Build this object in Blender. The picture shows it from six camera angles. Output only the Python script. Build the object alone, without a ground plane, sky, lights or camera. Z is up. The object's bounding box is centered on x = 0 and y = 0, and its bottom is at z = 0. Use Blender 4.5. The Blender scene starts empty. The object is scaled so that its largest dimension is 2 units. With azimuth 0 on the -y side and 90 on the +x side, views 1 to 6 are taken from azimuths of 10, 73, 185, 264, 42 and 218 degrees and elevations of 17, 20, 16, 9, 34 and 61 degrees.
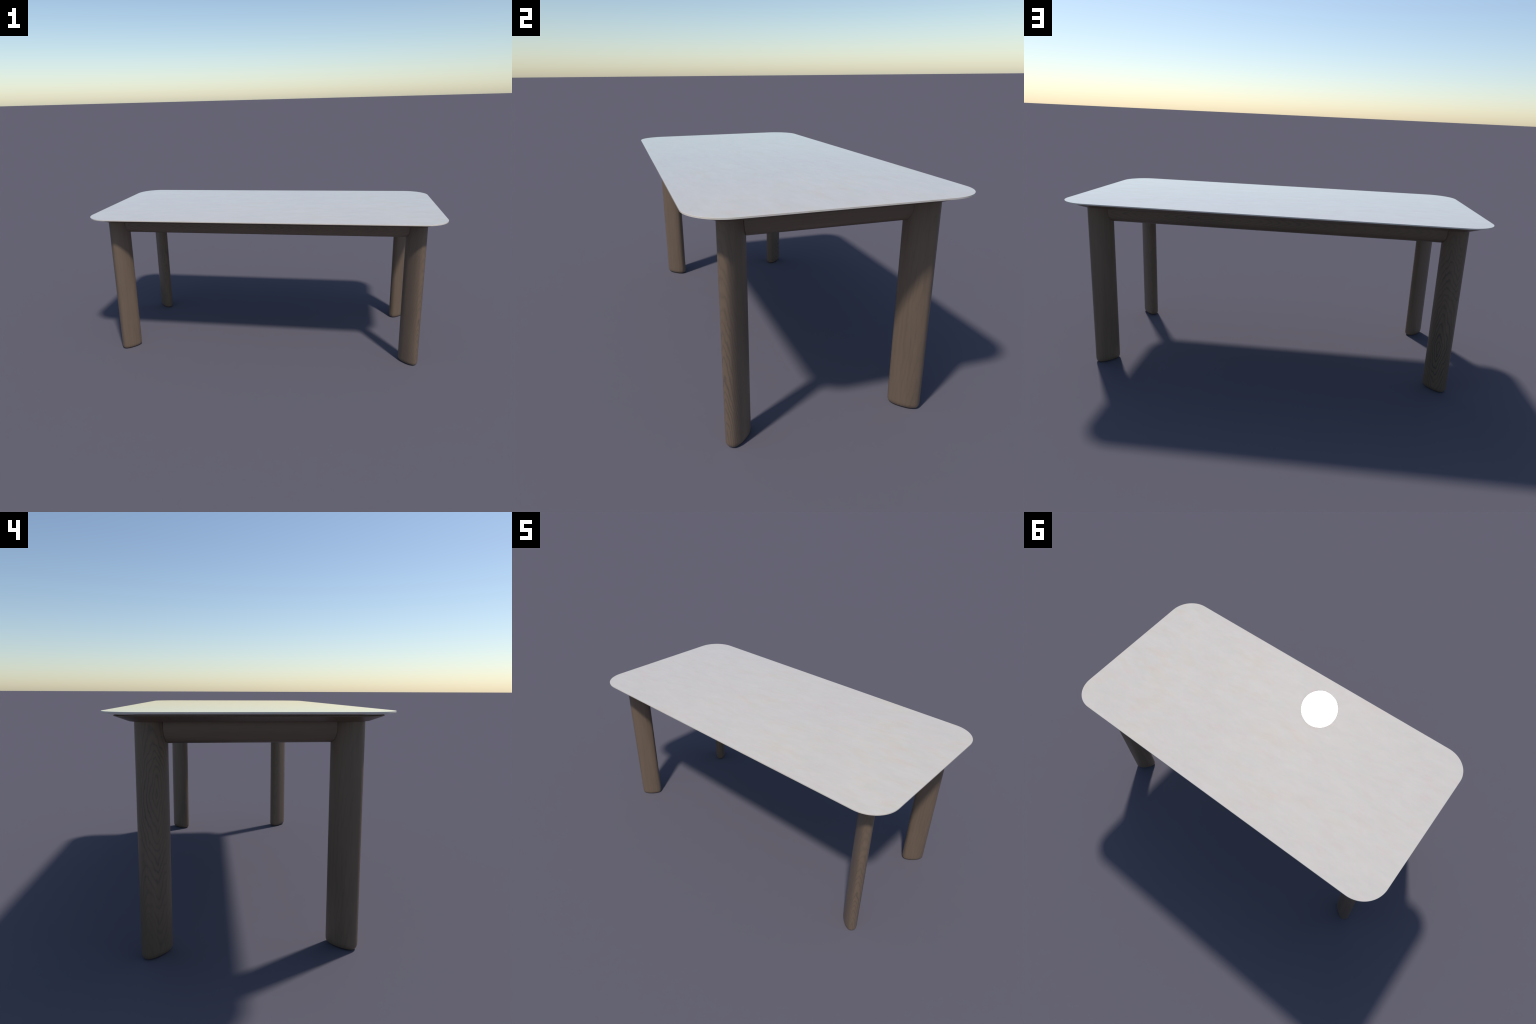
"""Rectangular dining table: thin pale stone slab with rounded corners on a
chamfered timber deck, four aprons and four blade-like legs set diagonally."""
import bpy, bmesh, math
from math import pi, cos, sin, sqrt

# ------------------------------------------------------------------ sizes
HALF_X, HALF_Y = 1.0, 0.487          # slab half sizes
CORNER = 0.139                       # slab corner radius
Z_TOP = 0.8548
LEG_X, LEG_Y = 0.8470, 0.3320        # leg axis
LEG_TOP = 0.8205
LEG_SECTION = (0.0617, 0.0328, 0.0172, 0.0053)   # half length, half thickness, nose radius, nose flat
DECK_Z = 0.8200                      # underside of timber deck
APRON_X, APRON_Y = 0.8552, 0.3402    # outer faces of the aprons
APRON_Z = 0.7430


# ------------------------------------------------------------------ helpers
def new_object(name, bm, mat, parent, smooth_angle=35):
    me = bpy.data.meshes.new(name)
    bmesh.ops.recalc_face_normals(bm, faces=bm.faces)
    bm.normal_update()
    lim = math.radians(smooth_angle)
    for f in bm.faces:
        f.smooth = True
    for e in bm.edges:
        e.smooth = len(e.link_faces) == 2 and e.calc_face_angle(0.0) < lim
    bm.to_mesh(me)
    bm.free()
    me.materials.append(mat)
    ob = bpy.data.objects.new(name, me)
    bpy.context.scene.collection.objects.link(ob)
    ob.parent = parent
    return ob


def rounded_rect(inset, z, steps=28):
    """Outline of the table top, moved inwards by inset."""
    r = max(CORNER - inset, 0.02)
    hx, hy = HALF_X - inset - r, HALF_Y - inset - r
    pts = []
    for sx, sy, a0 in ((1, 1, 0), (-1, 1, pi / 2), (-1, -1, pi), (1, -1, 3 * pi / 2)):
        for i in range(steps + 1):
            a = a0 + pi / 2 * i / steps
            pts.append((sx * hx + r * cos(a), sy * hy + r * sin(a), z))
    return pts


def loft(bm, rings, cap_start=True, cap_end=True):
    vs = [[bm.verts.new(p) for p in ring] for ring in rings]
    n = len(vs[0])
    for a, b in zip(vs, vs[1:]):
        for i in range(n):
            bm.faces.new((a[i], a[(i + 1) % n], b[(i + 1) % n], b[i]))
    if cap_start:
        bm.faces.new(vs[0][::-1])
    if cap_end:
        bm.faces.new(vs[-1])


# ------------------------------------------------------------------ node helpers
class Nodes:
    def __init__(self, name):
        self.mat = bpy.data.materials.new(name)
        self.mat.use_nodes = True
        self.t = self.mat.node_tree
        self.bsdf = self.t.nodes["Principled BSDF"]

    def link(self, a, b):
        self.t.links.new(a, b)

    def set(self, sock, v):
        if isinstance(v, bpy.types.NodeSocket):
            self.link(v, sock)
        else:
            sock.default_value = v

    def coord(self):
        return self.t.nodes.new("ShaderNodeTexCoord").outputs["Object"]

    def mapping(self, vec, loc=(0, 0, 0), rot=(0, 0, 0), scale=(1, 1, 1)):
        m = self.t.nodes.new("ShaderNodeMapping")
        self.link(vec, m.inputs["Vector"])
        m.inputs["Location"].default_value = loc
        m.inputs["Rotation"].default_value = rot
        m.inputs["Scale"].default_value = scale
        return m.outputs[0]

    def noise(self, vec, scale, detail=2.0, rough=0.5, dist=0.0, color=False):
        n = self.t.nodes.new("ShaderNodeTexNoise")
        self.link(vec, n.inputs["Vector"])
        n.inputs["Scale"].default_value = scale
        n.inputs["Detail"].default_value = detail
        n.inputs["Roughness"].default_value = rough
        n.inputs["Distortion"].default_value = dist
        return n.outputs["Color" if color else "Fac"]

    def math(self, op, a, b=0.0, c=None, clamp=False):
        n = self.t.nodes.new("ShaderNodeMath")
        n.operation = op
        n.use_clamp = clamp
        self.set(n.inputs[0], a)
        self.set(n.inputs[1], b)
        if c is not None:
            self.set(n.inputs[2], c)
        return n.outputs[0]

    def xyz(self, vec):
        s = self.t.nodes.new("ShaderNodeSeparateXYZ")
        self.link(vec, s.inputs[0])
        return s.outputs

    def combine(self, x, y, z):
        s = self.t.nodes.new("ShaderNodeCombineXYZ")
        for i, v in enumerate((x, y, z)):
            self.set(s.inputs[i], v)
        return s.outputs[0]

    def ramp(self, fac, stops):
        r = self.t.nodes.new("ShaderNodeValToRGB")
        self.link(fac, r.inputs[0])
        el = r.color_ramp.elements
        while len(el) < len(stops):
            el.new(0.5)
        for e, (p, c) in zip(el, stops):
            e.position = p
            e.color = c if len(c) == 4 else (*c, 1)
        return r.outputs["Color"]

    def mix(self, fac, a, b, mode="MIX"):
        m = self.t.nodes.new("ShaderNodeMix")
        m.data_type = "RGBA"
        m.blend_type = mode
        m.clamp_factor = True
        self.set(m.inputs[0], fac)
        self.set(m.inputs[6], a if isinstance(a, bpy.types.NodeSocket) else (*a, 1))
        self.set(m.inputs[7], b if isinstance(b, bpy.types.NodeSocket) else (*b, 1))
        return m.outputs[2]


# ------------------------------------------------------------------ materials
STREAK_TURN = 5          # degrees the stone figure runs askew to the long side
STONE = (0.650, 0.590, 0.527)
WOOD_MID, WOOD_LIGHT, WOOD_DARK = (0.149, 0.104, 0.071), (0.167, 0.116, 0.080), (0.090, 0.070, 0.055)
WOOD_RING = (0.054, 0.048, 0.043)
WOOD_ROUGH = 0.38


def stone_material():
    n = Nodes("polished_pale_stone")
    co = n.coord()
    turned = n.mapping(co, rot=(0, 0, math.radians(-STREAK_TURN)))
    warp = n.noise(turned, 3.0, 3, color=True)
    wv = n.t.nodes.new("ShaderNodeVectorMath")
    wv.operation = "MULTIPLY_ADD"
    n.link(warp, wv.inputs[0])
    wv.inputs[1].default_value = (0.06, 0.07, 0.0)
    n.link(turned, wv.inputs[2])
    w = wv.outputs[0]

    def streak(along, across, shift, detail=3):
        return n.noise(n.mapping(w, loc=(shift, shift * 1.7, 0), scale=(along, across, along)), 1.0, detail, 0.6)

    lum_fine, lum_mid = streak(17, 52, 1.0, 4), streak(6, 13, 4.0, 3)
    green, pink, yellow = streak(10, 22, 9.0), streak(11, 24, 15.0), streak(8, 19, 21.0)
    broad = n.noise(n.mapping(co, loc=(7, 2, 0), scale=(1, 1.5, 1)), 1.9, 3, 0.55)
    # light and dark threads
    lum = n.math("ADD", n.math("MULTIPLY", n.math("SUBTRACT", lum_fine, 0.5), 0.11), n.math("MULTIPLY", n.math("SUBTRACT", lum_mid, 0.5), 0.09))
    lum = n.math("ADD", lum, n.math("MULTIPLY", n.math("SUBTRACT", broad, 0.5), 0.06))
    lum = n.math("ADD", lum, 1.0)
    base = n.mix(1.0, STONE, n.combine(lum, lum, lum), "MULTIPLY")
    # faint pink, green-grey and cream clouds; cream gathers towards the +x end
    base = n.mix(n.ramp(pink, [(0.54, (0, 0, 0)), (0.74, (0.85,) * 3)]), base, n.mix(1.0, base, (1.015, 0.955, 0.965), "MULTIPLY"))
    base = n.mix(n.ramp(green, [(0.54, (0, 0, 0)), (0.72, (0.85,) * 3)]), base, n.mix(1.0, base, (0.965, 1.005, 0.995), "MULTIPLY"))
    where = n.math("ADD", broad, n.math("MULTIPLY", n.xyz(co)[0], 0.085))
    where = n.ramp(where, [(0.47, (0.12,) * 3), (0.66, (1,) * 3)])
    cream = n.math("MULTIPLY", where, n.ramp(yellow, [(0.45, (0, 0, 0)), (0.66, (1,) * 3)]))
    base = n.mix(n.math("MULTIPLY", cream, 0.85), base, n.mix(1.0, base, (0.990, 0.972, 0.905), "MULTIPLY"))
    n.link(base, n.bsdf.inputs["Base Color"])
    n.bsdf.inputs["Roughness"].default_value = 0.0
    return n.mat


def wood_material(name, seed, knots, contrast, wander=1.0, rough=None):
    """Timber with the grain along local z. knots lists one or two flame centres
    as (across x, y or round the nose, centre, z, half width, half length); growth rings spread
    out from them. With two, the first shows on the +y face, the other on -y."""
    n = Nodes(name)
    co = n.coord()
    x, y, z = n.xyz(co)
    low = n.noise(n.combine(n.math("MULTIPLY", x, 16.0), n.math("MULTIPLY", y, 16.0), n.math("ADD", n.math("MULTIPLY", z, 5.0), seed)), 1.0, 2, 0.5)
    mid = n.noise(n.combine(n.math("MULTIPLY", x, 60.0), n.math("MULTIPLY", y, 60.0), n.math("ADD", n.math("MULTIPLY", z, 22.0), seed + 3.1)), 1.0, 2, 0.55)

    def field(axis, c, kz, hw, hl):
        if axis == "nose":      # distance round the section from the tip of the outer nose
            pos = n.math("MULTIPLY", n.math("SIGN", y), n.math("ADD", n.math("ABSOLUTE", y), n.math("SUBTRACT", LEG_SECTION[0], x)))
        else:
            pos = x if axis == "x" else y
        across = n.math("ABSOLUTE", n.math("DIVIDE", n.math("SUBTRACT", pos, c), hw))
        along = n.math("ABSOLUTE", n.math("DIVIDE", n.math("SUBTRACT", z, kz), hl))
        p = 1.4
        r = n.math("ADD", n.math("POWER", across, p), n.math("POWER", along, p))
        return n.math("POWER", r, 1 / p)

    h = field(*knots[0])
    if len(knots) > 1:
        t = n.math("MULTIPLY_ADD", y, 1 / 0.040, 0.5, clamp=True)
        h2 = field(*knots[1])
        h = n.math("ADD", n.math("MULTIPLY", h, t), n.math("MULTIPLY", h2, n.math("SUBTRACT", 1.0, t)))
    far = n.ramp(n.math("DIVIDE", h, 20.0), [(0.25, (1, 1, 1)), (0.75, (0.35,) * 3)])
    h = n.math("ADD", h, n.math("MULTIPLY", n.math("SUBTRACT", low, 0.5), 4.6 * wander))
    h = n.math("ADD", h, n.math("MULTIPLY", n.math("SUBTRACT", mid, 0.5), 0.95 * wander))
    phase = n.math("FRACT", h)
    ring = n.ramp(phase, [(0.0, (0.55,) * 3), (0.14, (0.08,) * 3), (0.50, (0.0,) * 3), (0.74, (0.30,) * 3), (0.90, (1.0,) * 3), (1.0, (0.55,) * 3)])
    patch = n.ramp(n.noise(n.mapping(co, loc=(seed, 1, 0), scale=(20, 20, 4)), 1.0, 1), [(0.3, (0.35,) * 3), (0.65, (1,) * 3)])
    amount = n.math("MULTIPLY", n.math("MULTIPLY", ring, far), n.math("MULTIPLY", patch, contrast))
    # long soft bands and fine pores drawn out along the grain
    band = n.noise(n.mapping(co, loc=(0, seed, 0), scale=(55, 55, 2.5)), 1.0, 3, 0.55)
    pore = n.noise(n.mapping(co, loc=(seed, 0, 0), scale=(300, 300, 12)), 1.0, 2, 0.6)
    col = n.mix(n.ramp(band, [(0.35, (0, 0, 0)), (0.68, (1, 1, 1))]), WOOD_MID, WOOD_LIGHT)
    col = n.mix(n.ramp(pore, [(0.5, (0, 0, 0)), (0.75, (0.30,) * 3)]), col, WOOD_DARK)
    col = n.mix(amount, col, WOOD_RING)
    n.link(col, n.bsdf.inputs["Base Color"])
    n.bsdf.inputs["Roughness"].default_value = WOOD_ROUGH if rough is None else rough
    return n.mat


stone = stone_material()
wood_flame = wood_material("smoked_oak_flame", 2.0, (("x", 0.013, 0.577, 0.0100, 0.040), ("x", 0.013, 0.244, 0.0100, 0.040)), 1.0)
wood_nose = wood_material("smoked_oak_nose_flame", 41.0, (("nose", -0.009, -0.05, 0.0085, 0.050),), 0.8, 0.9)
wood_straight = wood_material("smoked_oak_straight", 11.0, (("x", -0.11, -0.60, 0.013, 0.60), ("x", 0.046, -0.35, 0.013, 0.22)), 0.24, 0.6)
wood_rail = wood_material("smoked_oak_rail", 5.0, (("y", 0.010, 0.332, 0.0070, 0.046),), 0.85, 0.5)
wood_short_rail = wood_material("smoked_oak_short_rail", 17.0, (("y", 0.20, 0.9, 0.010, 0.3),), 0.35, 0.5)
wood_deck = wood_material("smoked_oak_deck", 23.0, (("y", 2.0, 0.0, 0.02, 0.3),), 0.3, 0.5)

# ------------------------------------------------------------------ the table
table = bpy.data.objects.new("dining_table", None)
bpy.context.scene.collection.objects.link(table)
table["label"] = "long dining table, pale stone top, dark oak blade legs"
table["category"] = "dining table"

# stone slab: eased top edge, thin upright rim, shallow chamfer below
bm = bmesh.new()
rings = [rounded_rect(0.0040, Z_TOP)]      # keeps the big top face dead flat
for d, z in ((0.0006, Z_TOP), (0.0002, Z_TOP - 0.0002), (0.0, Z_TOP - 0.0006),
             (0.0, Z_TOP - 0.0056), (0.0004, Z_TOP - 0.0059), (0.0360, Z_TOP - 0.0115), (0.0370, Z_TOP - 0.0119), (0.0400, Z_TOP - 0.0119)):
    rings.append(rounded_rect(d, z))
loft(bm, rings)
tabletop = new_object("tabletop", bm, stone, table, 20)

# timber deck under the slab: short edge, long chamfer running in to the legs
bm = bmesh.new()
rings = [rounded_rect(d, z) for d, z in (
    (0.0520, Z_TOP - 0.0121), (0.0520, 0.8409), (0.0385, 0.8409), (0.0370, 0.8403), (0.0370, 0.8390), (0.0380, 0.8381),
    (0.0830, 0.8215), (0.0850, 0.8208), (0.0890, DECK_Z))]
loft(bm, rings)
deck = new_object("deck", bm, wood_deck, table, 20)


# legs: lens section with round ends, long axis on the diagonal
def leg_section(a, b, r, e, n_side=20, n_end=12):
    """Half length a, half thickness b, nose radius r, half flat e at the nose."""
    pts = []
    core = a - r
    belly = b - r - e
    slope = math.atan2(3 * belly, core)
    for s in (1, -1):
        for i in range(n_end + 1):                       # nose
            t = -(pi / 2 - slope) + (pi - 2 * slope) * i / n_end
            off = e * max(-1, min(1, sin(t) / cos(slope)))
            pts.append((s * (core + r * cos(t)), s * (off + r * sin(t))))
        for i in range(1, n_side):                       # bulged side
            u = 1 - 2 * i / n_side
            nx, ny = 3 * belly * u * abs(u) / core, 1.0
            k = r / sqrt(nx * nx + ny * ny)
            pts.append((s * (core * u + nx * k), s * (e + belly * (1 - abs(u) ** 3) + ny * k)))
    return pts


FOOT_IN, FOOT_UP = 0.0105, 0.022           # eased foot: how far in, how far up


def leg_mesh():
    a, b, r, e = LEG_SECTION
    bm = bmesh.new()
    rings = []
    for i in range(9):
        t = pi / 2 * i / 8
        ins = FOOT_IN * (1 - sin(t))
        rings.append([(x, y, FOOT_UP * (1 - cos(t))) for x, y in leg_section(a - ins, b - ins, r - ins, e)])
    for k in range(1, 9):
        z = FOOT_UP + (LEG_TOP - FOOT_UP) * k / 8
        rings.append([(x, y, z) for x, y in leg_section(a, b, r, e)])
    loft(bm, rings)
    return bm


flame_leg = new_object("leg", leg_mesh(), wood_flame, table, 40)
nose_leg = new_object("leg", leg_mesh(), wood_nose, table, 40)
straight_leg = new_object("leg", leg_mesh(), wood_straight, table, 40)
flame_leg.location, flame_leg.rotation_euler = (-LEG_X, LEG_Y, 0), (0, 0, 3 * pi / 4)
nose_leg.location, nose_leg.rotation_euler = (LEG_X, -LEG_Y, 0), (0, 0, -pi / 4)
straight_leg.location, straight_leg.rotation_euler = (LEG_X, LEG_Y, 0), (0, 0, pi / 4)
other = straight_leg.copy()
bpy.context.scene.collection.objects.link(other)
other.location, other.rotation_euler = (-LEG_X, -LEG_Y, 0), (0, 0, -3 * pi / 4)


# aprons: D section, outer face curling under; built along local z (the grain)
def apron_mesh(length):
    """Local z along the rail, local x outwards (0 at outer face), local y up."""
    top, bottom = DECK_Z + 0.0006, APRON_Z
    mid = (top + bottom) / 2
    depth, a, b = 0.050, 0.038, 0.055
    prof = [(-depth, top), (0.0, top)]
    for i in range(17):
        t = pi / 2 * i / 16
        q = 2 / 2.4                                      # slightly squared-off quarter
        prof.append((-a + a * cos(t) ** q if i < 16 else -a, bottom + b - b * sin(t) ** q))
    for i in range(6):
        t = pi / 2 * i / 5
        prof.append((-depth + 0.010 - 0.010 * sin(t), bottom + 0.010 - 0.010 * cos(t)))
    bm = bmesh.new()
    n = 6
    loft(bm, [[(x, y - mid, -length / 2 + length * k / n) for x, y in prof] for k in range(n + 1)])
    return bm, mid


def leg_cutters(clearance):
    """One mesh of four leg prisms, a hair larger than the legs."""
    a, b, r, e = LEG_SECTION
    bm = bmesh.new()
    for sx, sy in ((1, 1), (-1, 1), (-1, -1), (1, -1)):
        t = math.atan2(sy, sx)
        sec = leg_section(a + clearance, b + clearance, r + clearance, e)
        loft(bm, [[(sx * LEG_X + x * cos(t) - y * sin(t), sy * LEG_Y + x * sin(t) + y * cos(t), z) for x, y in sec] for z in (0.70, 0.86)])
    bmesh.ops.recalc_face_normals(bm, faces=bm.faces)
    me = bpy.data.meshes.new("cutter")
    bm.to_mesh(me)
    bm.free()
    ob = bpy.data.objects.new("cutter", me)
    bpy.context.scene.collection.objects.link(ob)
    return ob


cutter = leg_cutters(0.0012)               # leaves a dark joint line at each leg
for name, length, mat, places in (
        ("long_apron", 2 * (LEG_X - 0.012), wood_rail, (((0, -APRON_Y), -pi / 2), ((0, APRON_Y), pi / 2))),
        ("short_apron", 2 * (LEG_Y - 0.012), wood_short_rail, (((APRON_X, 0), 0.0), ((-APRON_X, 0), pi)))):
    bm, mid = apron_mesh(length)
    first = new_object(name, bm, mat, table, 40)
    (px, py), turn = places[0]
    first.location, first.rotation_euler = (px, py, mid), (pi / 2, 0, turn)
    cut = first.modifiers.new("joint", "BOOLEAN")
    cut.operation, cut.object, cut.solver = "DIFFERENCE", cutter, "EXACT"
    bpy.context.view_layer.update()
    trimmed = bpy.data.meshes.new_from_object(first.evaluated_get(bpy.context.evaluated_depsgraph_get()))
    first.modifiers.clear()
    first.data = trimmed
    trimmed.name = name
    for k, ((px, py), turn) in enumerate(places):
        ob = first if k == 0 else first.copy()
        if k:
            bpy.context.scene.collection.objects.link(ob)
        ob.location = (px, py, mid)
        # local x -> outward, local y -> world z, local z -> along the side
        ob.rotation_mode = "XYZ"
        ob.rotation_euler = (pi / 2, 0, turn)

bpy.data.objects.remove(cutter)
